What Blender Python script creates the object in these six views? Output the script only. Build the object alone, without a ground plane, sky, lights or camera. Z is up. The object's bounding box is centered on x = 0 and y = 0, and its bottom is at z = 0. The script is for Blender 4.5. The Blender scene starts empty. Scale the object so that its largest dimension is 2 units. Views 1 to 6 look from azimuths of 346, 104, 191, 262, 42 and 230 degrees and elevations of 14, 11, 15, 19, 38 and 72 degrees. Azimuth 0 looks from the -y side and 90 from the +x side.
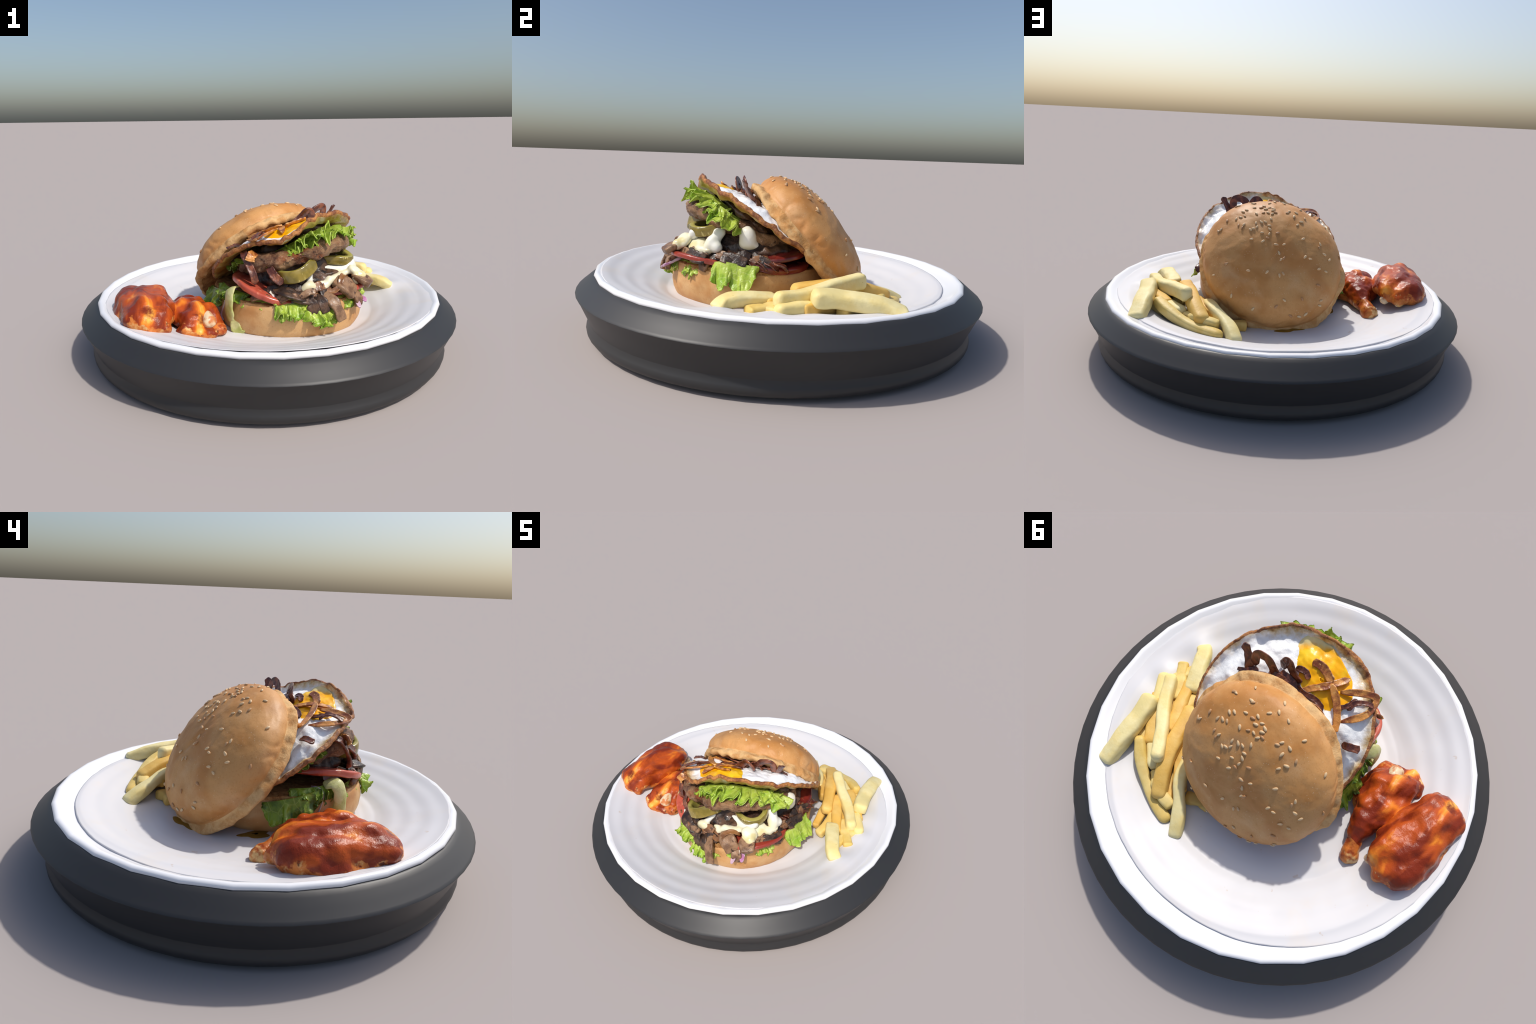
"""A stacked burger with fried egg, french fries and two glazed chicken wings on a
white plate that rests on a round dark stand.  Everything is built from profiles,
splines and small procedural rules; all lengths in metres, z up."""
import bpy, math, random
import numpy as np
from mathutils import Vector, Matrix, noise

random.seed(7)
V = Vector
pi = math.pi


# ------------------------------------------------------------------ materials
def lin(c):
    return tuple(((v / 255) / 12.92 if v / 255 <= .04045 else ((v / 255 + .055) / 1.055) ** 2.4) for v in c) + (1.0,)


class Mat:
    """Small helper for building node materials; colours are given as sRGB 0-255."""
    def __init__(self, name):
        self.m = bpy.data.materials.new(name)
        self.m.use_nodes = True
        self.t = self.m.node_tree
        self.t.nodes.clear()
        self.tc = self.t.nodes.new('ShaderNodeTexCoord')
        self.obj = self.tc.outputs['Object']

    def n(self, kind, **kw):
        nd = self.t.nodes.new(kind)
        for k, v in kw.items():
            setattr(nd, k, v)
        return nd

    def put(self, sock, val):
        if hasattr(val, 'is_linked') or hasattr(val, 'links'):
            self.t.links.new(val, sock)
        elif isinstance(val, tuple) and len(val) == 3 and sock.type == 'RGBA':
            sock.default_value = lin(val)
        else:
            sock.default_value = val

    def mapping(self, scale=(1, 1, 1), rot=(0, 0, 0), loc=(0, 0, 0)):
        mp = self.n('ShaderNodeMapping')
        self.t.links.new(self.obj, mp.inputs['Vector'])
        mp.inputs['Scale'].default_value = scale
        mp.inputs['Rotation'].default_value = rot
        mp.inputs['Location'].default_value = loc
        return mp.outputs[0]

    def noise(self, scale, detail=4, rough=.55, dist=0, vec=None):
        nd = self.n('ShaderNodeTexNoise')
        self.t.links.new(vec or self.obj, nd.inputs['Vector'])
        nd.inputs['Scale'].default_value = scale
        nd.inputs['Detail'].default_value = detail
        nd.inputs['Roughness'].default_value = rough
        nd.inputs['Distortion'].default_value = dist
        return nd.outputs['Fac']

    def voronoi(self, scale, feature='F1', out='Distance', vec=None, rand=1.0):
        nd = self.n('ShaderNodeTexVoronoi', feature=feature)
        self.t.links.new(vec or self.obj, nd.inputs['Vector'])
        nd.inputs['Scale'].default_value = scale
        nd.inputs['Randomness'].default_value = rand
        return nd.outputs[out]

    def ramp(self, fac, lo, hi):
        """smooth step from 0 at lo to 1 at hi"""
        nd = self.n('ShaderNodeMapRange', interpolation_type='SMOOTHSTEP')
        self.put(nd.inputs['Value'], fac)
        nd.inputs['From Min'].default_value = lo
        nd.inputs['From Max'].default_value = hi
        return nd.outputs['Result']

    def math(self, op, a, b=0.0):
        nd = self.n('ShaderNodeMath', operation=op)
        self.put(nd.inputs[0], a)
        self.put(nd.inputs[1], b)
        return nd.outputs[0]

    def mix(self, fac, a, b, blend='MIX'):
        nd = self.n('ShaderNodeMix', data_type='RGBA', blend_type=blend)
        self.put(nd.inputs[0], fac)
        self.put(nd.inputs[6], a)
        self.put(nd.inputs[7], b)
        return nd.outputs[2]

    def xyz(self):
        nd = self.n('ShaderNodeSeparateXYZ')
        self.t.links.new(self.obj, nd.inputs[0])
        return nd.outputs

    def radius(self, sx=1.0, sy=1.0, ox=0.0, oy=0.0):
        """distance from the local z axis (scaled, shifted)"""
        o = self.xyz()
        x = self.math('MULTIPLY', self.math('SUBTRACT', o[0], ox), sx)
        y = self.math('MULTIPLY', self.math('SUBTRACT', o[1], oy), sy)
        return self.math('SQRT', self.math('ADD', self.math('MULTIPLY', x, x), self.math('MULTIPLY', y, y)))

    def bump(self, height, strength=.4, dist=.01, normal=None):
        nd = self.n('ShaderNodeBump')
        self.put(nd.inputs['Height'], height)
        nd.inputs['Strength'].default_value = strength
        nd.inputs['Distance'].default_value = dist
        if normal:
            self.t.links.new(normal, nd.inputs['Normal'])
        return nd.outputs[0]

    def done(self, color, rough=.5, bump=None, spec=.5, coat=0, sss=0, sss_r=(1, .4, .2), transl=0, sheen=0, coat_rough=.1):
        p = self.n('ShaderNodeBsdfPrincipled')
        self.put(p.inputs['Base Color'], color)
        self.put(p.inputs['Roughness'], rough)
        p.inputs['Specular IOR Level'].default_value = spec
        p.inputs['Coat Weight'].default_value = coat
        p.inputs['Coat Roughness'].default_value = coat_rough
        if sss:
            p.inputs['Subsurface Weight'].default_value = sss
            p.inputs['Subsurface Radius'].default_value = sss_r
            p.inputs['Subsurface Scale'].default_value = .02
        if bump:
            self.t.links.new(bump, p.inputs['Normal'])
        res = p.outputs[0]
        if transl:
            tr = self.n('ShaderNodeBsdfTranslucent')
            self.put(tr.inputs['Color'], color)
            mx = self.n('ShaderNodeMixShader')
            mx.inputs[0].default_value = transl
            self.t.links.new(res, mx.inputs[1])
            self.t.links.new(tr.outputs[0], mx.inputs[2])
            res = mx.outputs[0]
        o = self.n('ShaderNodeOutputMaterial')
        self.t.links.new(res, o.inputs['Surface'])
        return self.m


def build_materials():
    R = {}
    # stand: smooth charcoal
    a = Mat('charcoal_stand')
    R['stand'] = a.done((45, 45, 46), .47, spec=.5)
    # glossy white rim
    a = Mat('white_glaze')
    R['rim'] = a.done((236, 236, 238), .25, spec=.5, coat=.3)
    # plate top: slightly greyer white with faint smears
    a = Mat('plate_glaze')
    s = a.ramp(a.noise(3.5, 5, .6, .4), .50, .75)
    c = a.mix(s, (214, 213, 215), (216, 211, 207))
    f = a.ramp(a.noise(26, 3, .5), .72, .78)
    c = a.mix(a.math('MULTIPLY', f, .35), c, (188, 160, 130))
    R['plate'] = a.done(c, .45, spec=.3)
    # toasted bun crust
    def crust(name, base, deep, pale, speck_amt):
        a = Mat(name)
        n1 = a.ramp(a.noise(5, 4, .6, .3), .42, .72)
        n2 = a.ramp(a.noise(7, 3, .5, .2, a.mapping(loc=(3, 1, 2))), .50, .76)
        c = a.mix(n1, base, deep)
        c = a.mix(a.math('MULTIPLY', a.ramp(a.noise(3.2, 2, .5, .2, a.mapping(loc=(5, 2, 8))), .56, .70), .55), c, (182, 112, 46))
        c = a.mix(a.math('MULTIPLY', n2, .55), c, pale)
        grain = a.noise(130, 3, .7)
        c = a.mix(a.ramp(grain, .50, .85), c, deep)
        sp = a.ramp(a.voronoi(95), .20, .12)
        sel = a.ramp(a.noise(22, 2, .5), .5, .62)
        c = a.mix(a.math('MULTIPLY', a.math('MULTIPLY', sp, sel), speck_amt), c, (226, 200, 166))
        w = a.noise(38, 5, .6)
        b = a.bump(w, .25, .006)
        return a.done(c, .5, b, spec=.35)
    R['bun_top'] = crust('toasted_bun_crust', (205, 151, 92), (186, 126, 64), (212, 168, 120), .55)
    R['bun_bottom'] = crust('bun_heel_crust', (210, 166, 112), (190, 134, 78), (220, 186, 138), .5)
    a = Mat('bread_edge')
    c = a.mix(a.ramp(a.noise(14, 5, .65), .4, .65), (221, 180, 126), (196, 143, 86))
    R['bread_edge'] = a.done(c, .75, a.bump(a.noise(60, 5, .7), .5, .01), spec=.2)
    a = Mat('bread_crumb')
    c = a.mix(a.ramp(a.noise(25, 5, .7), .35, .65), (196, 148, 92), (150, 100, 56))
    R['crumb'] = a.done(c, .85, a.bump(a.noise(70, 5, .7), .7, .015), spec=.15)
    # sesame
    a = Mat('sesame_seed')
    rnd = a.n('ShaderNodeObjectInfo').outputs['Random']
    c = a.mix(a.ramp(rnd, .55, 1.0), (216, 184, 140), (180, 132, 88))
    R['seed'] = a.done(c, .45, spec=.4)
    # egg
    a = Mat('fried_egg_white')
    r = a.radius()
    wob = a.math('ADD', r, a.math('MULTIPLY', a.math('SUBTRACT', a.noise(13, 6, .7), .5), .12))
    edge = a.ramp(wob, .348, .402)
    ring = a.ramp(wob, .380, .418)
    white = a.mix(a.ramp(a.noise(8, 5, .6), .40, .62), (253, 253, 251), (246, 247, 247))
    white = a.mix(a.ramp(a.noise(16, 4, .6, .5), .60, .75), white, (232, 233, 226))
    c = a.mix(edge, white, (208, 176, 112))
    c = a.mix(ring, c, a.mix(a.ramp(a.noise(40, 4, .7), .4, .6), (178, 118, 58), (108, 58, 30)))
    b = a.bump(a.noise(22, 5, .6), .5, .012)
    R['egg_white'] = a.done(c, .28, b, spec=.5, sss=.0)
    a = Mat('egg_underside')
    c = a.mix(a.ramp(a.noise(7, 4, .6), .4, .62), (196, 170, 96), (158, 108, 42))
    c = a.mix(a.ramp(a.noise(11, 4, .6, 0, a.mapping(loc=(2, 5, 1))), .55, .72), c, (196, 186, 150))
    R['egg_under'] = a.done(c, .35, a.bump(a.noise(30, 4, .6), .4, .01), spec=.5)
    a = Mat('egg_rim_fried')
    c = a.mix(a.ramp(a.noise(34, 5, .7), .38, .62), (196, 132, 68), (128, 72, 38))
    R['egg_rim'] = a.done(c, .4, a.bump(a.noise(60, 5, .7), .8, .012), spec=.5)
    a = Mat('egg_yolk')
    r = a.radius(1 / .165, 1 / .115)
    wob = a.math('ADD', r, a.math('MULTIPLY', a.math('SUBTRACT', a.noise(14, 4, .6), .5), .5))
    c = a.mix(a.ramp(a.noise(12, 4, .6), .45, .65), (250, 178, 6), (255, 204, 36))
    c = a.mix(a.ramp(wob, .9, 1.12), c, (244, 224, 160))
    R['yolk'] = a.done(c, .3, a.bump(a.noise(18, 4, .6), .25, .008), spec=.35)
    # fried onion
    a = Mat('fried_onion_strip')
    v = a.noise(16, 4, .6, .4)
    c = a.mix(a.ramp(v, .40, .60), (136, 72, 36), (216, 148, 74))
    c = a.mix(a.ramp(a.noise(28, 3, .6, 0, a.mapping(loc=(1, 7, 3))), .58, .70), c, (232, 180, 108))
    R['fried_onion'] = a.done(c, .3, a.bump(a.noise(60, 4, .6), .5, .008), spec=.5, coat=.3)
    a = Mat('dark_fried_onion')
    c = a.mix(a.ramp(a.noise(22, 4, .6, .4), .42, .62), (80, 38, 26), (142, 82, 54))
    R['dark_onion'] = a.done(c, .3, a.bump(a.noise(60, 4, .6), .5, .008), spec=.5, coat=.3)
    a = Mat('raw_onion_sliver')
    c = a.mix(a.ramp(a.noise(9, 3, .5), .45, .6), (230, 222, 206), (214, 180, 196))
    R['onion'] = a.done(c, .3, spec=.5, transl=.2)
    a = Mat('purple_onion_sliver')
    c = a.mix(a.ramp(a.noise(14, 3, .5), .45, .6), (222, 196, 212), (196, 130, 178))
    R['purple_onion'] = a.done(c, .3, spec=.5, transl=.15)
    a = Mat('caramel_onion')
    c = a.mix(a.ramp(a.noise(14, 3, .5), .4, .62), (150, 104, 62), (116, 74, 40))
    R['caramel_onion'] = a.done(c, .22, spec=.5, coat=.4)
    # meat
    a = Mat('grilled_beef')
    n1 = a.noise(9, 6, .7, .3)
    c = a.mix(a.ramp(n1, .38, .60), (112, 70, 46), (196, 152, 110))
    c = a.mix(a.ramp(a.noise(6, 4, .6, 0, a.mapping(loc=(4, 2, 6))), .54, .66), c, (164, 86, 40))
    c = a.mix(a.ramp(a.noise(48, 4, .7), .58, .70), c, (46, 28, 20))
    b = a.bump(a.noise(52, 6, .75), 1.0, .025)
    R['beef'] = a.done(c, .38, b, spec=.5, coat=.25)
    a = Mat('seared_beef')
    c = a.mix(a.ramp(a.noise(14, 6, .7), .40, .62), (44, 30, 24), (92, 62, 46))
    R['beef_dark'] = a.done(c, .4, a.bump(a.noise(46, 6, .7), .9, .02), spec=.5)
    # mushrooms
    def mush(name, c1, c2, c3):
        a = Mat(name)
        c = a.mix(a.ramp(a.noise(12, 5, .65, .3), .42, .62), c1, c2)
        c = a.mix(a.ramp(a.noise(30, 4, .65, 0, a.mapping(loc=(2, 2, 5))), .56, .68), c, c3)
        return a.done(c, .36, a.bump(a.noise(40, 4, .6), .5, .01), spec=.35, coat=.1)
    R['mush_brown'] = mush('sauteed_mushroom', (150, 116, 86), (108, 78, 56), (64, 42, 31))
    R['mush_dark'] = mush('charred_mushroom', (46, 34, 29), (96, 70, 53), (24, 18, 17))
    R['mush_strip'] = mush('mushroom_stalk', (142, 102, 70), (98, 66, 46), (60, 38, 28))
    # tomato
    a = Mat('tomato_flesh')
    c = a.mix(a.ramp(a.noise(8, 4, .6), .4, .62), (190, 88, 66), (150, 54, 40))
    c = a.mix(a.ramp(a.noise(22, 3, .6), .60, .72), c, (208, 126, 96))
    R['tomato'] = a.done(c, .25, a.bump(a.noise(26, 4, .6), .25, .008), spec=.5, coat=.2)
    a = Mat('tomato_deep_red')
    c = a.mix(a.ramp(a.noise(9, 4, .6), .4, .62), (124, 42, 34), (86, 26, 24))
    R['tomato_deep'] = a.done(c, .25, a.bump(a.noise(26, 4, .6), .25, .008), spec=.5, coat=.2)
    # lettuce
    a = Mat('lettuce')
    v = a.noise(7, 5, .6, .5)
    c = a.mix(a.ramp(v, .38, .64), (196, 216, 88), (156, 194, 58))
    vein = a.ramp(a.voronoi(22, 'DISTANCE_TO_EDGE'), .05, .0)
    c = a.mix(a.math('MULTIPLY', vein, .5), c, (220, 230, 148))
    R['lettuce'] = a.done(c, .3, a.bump(a.noise(30, 5, .6), .5, .012), spec=.5, transl=.25)
    a = Mat('lettuce_deep')
    c = a.mix(a.ramp(a.noise(9, 5, .6, .5), .38, .64), (144, 172, 50), (84, 112, 32))
    c = a.mix(a.math('MULTIPLY', a.ramp(a.voronoi(18, 'DISTANCE_TO_EDGE'), .05, .0), .5), c, (180, 196, 96))
    R['lettuce_deep'] = a.done(c, .32, a.bump(a.noise(30, 5, .6), .5, .012), spec=.5, transl=.2)
    a = Mat('lettuce_rib')
    c = a.mix(a.ramp(a.noise(10, 4, .6), .42, .64), (214, 212, 150), (186, 190, 104))
    R['lettuce_rib'] = a.done(c, .4, a.bump(a.noise(50, 3, .6), .3, .01), spec=.4, transl=.15)
    # pickled pepper
    a = Mat('pickled_pepper_skin')
    c = a.mix(a.ramp(a.noise(9, 4, .6), .4, .65), (146, 126, 52), (112, 98, 30))
    sc = a.ramp(a.noise(60, 2, .5, 0, a.mapping(scale=(1, 1, .35))), .62, .70)
    c = a.mix(a.math('MULTIPLY', sc, .7), c, (206, 188, 116))
    R['pepper_skin'] = a.done(c, .25, a.bump(a.noise(40, 3, .5), .3, .006), spec=.5, coat=.4)
    a = Mat('pickled_pepper_flesh')
    c = a.mix(a.ramp(a.noise(12, 4, .6), .4, .62), (134, 128, 58), (168, 158, 84))
    R['pepper_flesh'] = a.done(c, .3, a.bump(a.noise(40, 3, .5), .3, .006), spec=.5)
    # sauce
    a = Mat('white_mayonnaise')
    c = a.mix(a.ramp(a.noise(6, 3, .5), .42, .66), (240, 238, 226), (228, 218, 178))
    R['mayo'] = a.done(c, .16, spec=.5, coat=.3)
    a = Mat('melted_cheese')
    c = a.mix(a.ramp(a.noise(14, 4, .6), .42, .66), (236, 230, 200), (220, 206, 150))
    c = a.mix(a.ramp(a.noise(20, 3, .6, 0, a.mapping(loc=(4, 4, 1))), .66, .74), c, (150, 128, 104))
    R['cheese'] = a.done(c, .2, a.bump(a.noise(30, 3, .5), .3, .01), spec=.5, coat=.3)
    # fries
    def fry(name, c1, c2, c3):
        a = Mat(name)
        c = a.mix(a.ramp(a.noise(8, 4, .6), .40, .66), c1, c2)
        c = a.mix(a.ramp(a.noise(5, 3, .5, 0, a.mapping(loc=(3, 9, 1))), .52, .72), c, c3)
        sp = a.ramp(a.noise(75, 2, .5), .74, .80)
        c = a.mix(a.math('MULTIPLY', sp, .5), c, (150, 118, 60))
        return a.done(c, .5, a.bump(a.noise(45, 4, .6), .25, .008), spec=.3)
    R['fry_pale'] = fry('pale_fried_potato', (236, 222, 166), (230, 208, 138), (222, 206, 144))
    R['fry_gold'] = fry('golden_fried_potato', (228, 190, 108), (222, 176, 86), (206, 160, 74))
    R['fry_mid'] = fry('yellow_fried_potato', (226, 202, 132), (218, 186, 102), (226, 188, 104))
    # wings: sticky sauce above, bare fried skin low on the sides and at the tip
    def wing(name, level, ytip):
        a = Mat(name)
        st = a.noise(4.2, 3, .5, .7, a.mapping(scale=(2.3, .75, 1.3), rot=(0, 0, -.10), loc=(.4, .2, level)))
        c = a.mix(a.ramp(st, .40, .53), (128, 46, 22), (184, 80, 28))
        c = a.mix(a.ramp(st, .53, .62), c, (234, 134, 42))  # orange highlights on the glaze painted into the base colour, next line too
        c = a.mix(a.ramp(st, .60, .69), c, (252, 180, 80))
        c = a.mix(a.ramp(a.noise(8, 4, .6, .2, a.mapping(loc=(7, 3, 2))), .56, .70), c, (120, 46, 24))
        k = a.mix(a.ramp(a.noise(10, 5, .65, .3), .40, .62), (206, 122, 56), (150, 62, 28))
        k = a.mix(a.ramp(a.noise(14, 4, .6, 0, a.mapping(loc=(3, 1, 6))), .54, .68), k, (226, 184, 122))
        k = a.mix(a.ramp(a.noise(20, 4, .6, 0, a.mapping(loc=(1, 8, 2))), .60, .70), k, (92, 44, 26))
        o = a.xyz()
        h = a.math('ADD', o[2], a.math('MULTIPLY', a.math('SUBTRACT', a.noise(9, 4, .6), .5), .26))
        h = a.math('SUBTRACT', h, a.math('MULTIPLY', a.ramp(o[1], ytip - .03, ytip + .03), .3))
        m = a.ramp(h, level - .006, level + .006)
        c = a.mix(m, k, c)
        b = a.bump(a.noise(34, 5, .65), .35, .012)
        return a.done(c, .27, b, spec=.26)
    R['wing_flat'] = wing('glazed_wing', -.024, .50)
    R['wing_drum'] = wing('glazed_drumette', -.022, .205)
    a = Mat('chicken_bone')
    c = a.mix(a.ramp(a.noise(18, 4, .6), .45, .62), (222, 200, 164), (196, 120, 66))
    R['bone'] = a.done(c, .35, spec=.5)
    a = Mat('cooking_oil')
    c = a.mix(a.noise(10), (150, 118, 40), (118, 84, 26))
    R['oil'] = a.done(c, .15, spec=.5)
    return R


MT = build_materials()
SCENE = bpy.context.scene.collection


# ------------------------------------------------------------------ helpers
def thing(name, loc, label, category):
    e = bpy.data.objects.new(name, None)
    e.location = loc
    e.empty_display_size = .1
    SCENE.objects.link(e)
    e['label'] = label
    e['category'] = category
    return e


def world_of(o):
    m = o.matrix_parent_inverse @ o.matrix_basis
    return world_of(o.parent) @ m if o.parent else o.matrix_basis.copy()


def link(o, parent=None, M=None):
    """place o with world matrix M under parent"""
    SCENE.objects.link(o)
    o.matrix_basis = M if M is not None else Matrix()
    if parent:
        o.parent = parent
        o.matrix_parent_inverse = world_of(parent).inverted()
    return o


def mesh(name, verts, faces, mats, smooth=True, fmat=None, angle=None):
    me = bpy.data.meshes.new(name)
    me.from_pydata([tuple(v) for v in verts], [], faces)
    for m in (mats if isinstance(mats, (list, tuple)) else [mats]):
        me.materials.append(m)
    if fmat:
        me.polygons.foreach_set('material_index', fmat)
    me.polygons.foreach_set('use_smooth', [smooth] * len(me.polygons))
    me.update()
    if angle:
        me.set_sharp_from_angle(angle=angle)
    return me


def part(name, verts, faces, mats, parent=None, M=None, **kw):
    """mesh part whose verts are in world space; its origin goes to its middle"""
    if M is None:
        a = np.array([tuple(v) for v in verts])
        c = V((a.min(0) + a.max(0)) / 2)
        verts = [V(v) - c for v in verts]
        M = Matrix.Translation(c)
    return link(bpy.data.objects.new(name, mesh(name, verts, faces, mats, **kw)), parent, M)


def fbm(p, s, oct=4, seed=0.0):
    return noise.fractal(V(p) * s + V((seed, seed * .7, -seed)), .9, 2.0, oct)


def catmull(pts, n):
    P = [V(p) for p in pts]
    P = [P[0] * 2 - P[1]] + P + [P[-1] * 2 - P[-2]]
    out = []
    segs = len(P) - 3
    for i in range(n + 1):
        t = i / n * segs
        k = min(int(t), segs - 1)
        u = t - k
        a, b, c, d = P[k:k + 4]
        out.append(.5 * ((2 * b) + (c - a) * u + (2 * a - 5 * b + 4 * c - d) * u * u + (3 * b - a - 3 * c + d) * u ** 3))
    return out


def grid_faces(nu, nv, closed=True):
    """faces for nu rings of nv points"""
    F = []
    for i in range(nu - 1):
        for j in range(nv if closed else nv - 1):
            k = (j + 1) % nv
            F.append((i * nv + j, i * nv + k, (i + 1) * nv + k, (i + 1) * nv + j))
    return F


def lathe(profile, seg, wobble=None):
    """rings from an (r, z) profile; r = 0 ends become poles"""
    verts, rings, F = [], [], []
    for r, z in profile:
        if r < 1e-6:
            rings.append([len(verts)])
            verts.append(V((0, 0, z)))
        else:
            ids = []
            for j in range(seg):
                a = 2 * pi * j / seg
                p = V((r * math.cos(a), r * math.sin(a), z))
                ids.append(len(verts))
                verts.append(wobble(p, a, r) if wobble else p)
            rings.append(ids)
    for A, B in zip(rings, rings[1:]):
        for j in range(seg):
            k = (j + 1) % seg
            if len(A) == 1:
                F.append((A[0], B[j], B[k]))
            elif len(B) == 1:
                F.append((A[j], B[0], A[k]))
            else:
                F.append((A[j], B[j], B[k], A[k]))
    return verts, F


def smooth_profile(pts, n):
    return [(max(p.x, 0), p.z) for p in catmull([(r, 0, z) for r, z in pts], n)]


def frame(c, n, xdir=(1, 0, 0)):
    """matrix with local z along n, local x near xdir, origin at c"""
    n = V(n).normalized()
    x = V(xdir)
    x = (x - n * x.dot(n)).normalized()
    y = n.cross(x)
    M = Matrix((x, y, n)).transposed().to_4x4()
    M.translation = V(c)
    return M


def sweep(pts, n, section, up=(0, 0, 1), nv=12, caps=2):
    """loft cross-sections section(t, ang)->(side, up) along a spline, rounded ends"""
    P = catmull(pts, n)
    verts = []
    upv = V(up)
    for i, p in enumerate(P):
        t = (P[min(i + 1, n)] - P[max(i - 1, 0)]).normalized()
        side = t.cross(upv).normalized()
        u = side.cross(t).normalized()
        upv = u
        for j in range(nv):
            a, b = section(i / n, 2 * pi * j / nv)
            verts.append(p + side * a + u * b)
    F = grid_faces(n + 1, nv)
    a = len(verts)
    verts.append(sum((verts[j] for j in range(nv)), V()) / nv)
    b = len(verts)
    verts.append(sum((verts[n * nv + j] for j in range(nv)), V()) / nv)
    for j in range(nv):
        k = (j + 1) % nv
        F.append((a, k, j))
        F.append((b, n * nv + j, n * nv + k))
    return verts, F


def superell(w, h, a, e=.5):
    c, s = math.cos(a), math.sin(a)
    return w * math.copysign(abs(c) ** e, c), h * math.copysign(abs(s) ** e, s)


def icosphere(sub=3):
    import bmesh
    bm = bmesh.new()
    bmesh.ops.create_icosphere(bm, subdivisions=sub, radius=1)
    vs = [v.co.copy() for v in bm.verts]
    fs = [[v.index for v in f.verts] for f in bm.faces]
    bm.free()
    return vs, fs


ICO = icosphere(3)


def fused(prims, voxel, smooth_it=6, rough=(), seed=0.0):
    """melt overlapping ellipsoids / tapered capsules into one skin.
    prims: ('e', centre, (rx,ry,rz), euler)  or  ('c', a, b, ra, rb, flatten)
    rough: (amplitude, frequency) pairs of noise along the normal"""
    verts, faces = [], []

    def ell(c, r, rot):
        M = rot.to_matrix() if hasattr(rot, 'to_matrix') else rot
        o = len(verts)
        verts.extend([M @ V((v.x * r[0], v.y * r[1], v.z * r[2])) + V(c) for v in ICO[0]])
        faces.extend([[i + o for i in f] for f in ICO[1]])
    from mathutils import Euler
    for p in prims:
        if p[0] == 'e':
            ell(p[1], p[2], Euler(p[3] if len(p) > 3 else (0, 0, 0)))
        else:
            a, b, ra, rb = V(p[1]), V(p[2]), p[3], p[4]
            fl = p[5] if len(p) > 5 else 1
            k = max(2, int((b - a).length / (.4 * min(ra, rb))) + 1)
            for i in range(k + 1):
                t = i / k
                r = ra + (rb - ra) * t
                ell(a.lerp(b, t), (r, r, r * fl), Euler((0, 0, 0)))
    me = bpy.data.meshes.new('tmp')
    me.from_pydata([tuple(v) for v in verts], [], faces)
    ob = bpy.data.objects.new('tmp', me)
    SCENE.objects.link(ob)
    m = ob.modifiers.new('r', 'REMESH')
    m.mode = 'VOXEL'
    m.voxel_size = voxel
    if smooth_it:
        s = ob.modifiers.new('s', 'SMOOTH')
        s.iterations = smooth_it
        s.factor = .5
    dg = bpy.context.evaluated_depsgraph_get()
    ev = ob.evaluated_get(dg).to_mesh()
    vs = [v.co.copy() for v in ev.vertices]
    ns = [v.normal.copy() for v in ev.vertices]
    fs = [list(p.vertices) for p in ev.polygons]
    bpy.data.objects.remove(ob)
    bpy.data.meshes.remove(me)
    for amp, fr in rough:
        for i, v in enumerate(vs):
            vs[i] = v + ns[i] * (amp * fbm(v, fr, 3, seed + fr))
    return vs, fs


# ------------------------------------------------------------------ the stand
def build_stand():
    prof = [(0, 0), (.66, 0), (.70, .016), (.932, .019), (.946, .022), (.953, .032), (.956, .046), (.952, .060), (.9425, .084), (.9430, .088),
            (.994, .207), (.998, .211), (1.0, .215), (.998, .219), (.990, .225), (.965, .2455), (.935, .270),
            (.920, .281), (.908, .285), (.890, .280), (.86, .245), (.60, .14), (0, .13)]
    v, f = lathe(prof, 64)
    o = part('round_stand', v, f, MT['stand'], M=Matrix(), angle=math.radians(35))
    o['label'] = 'low round charcoal stand with a flared upper edge'
    o['category'] = 'display stand'


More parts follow.
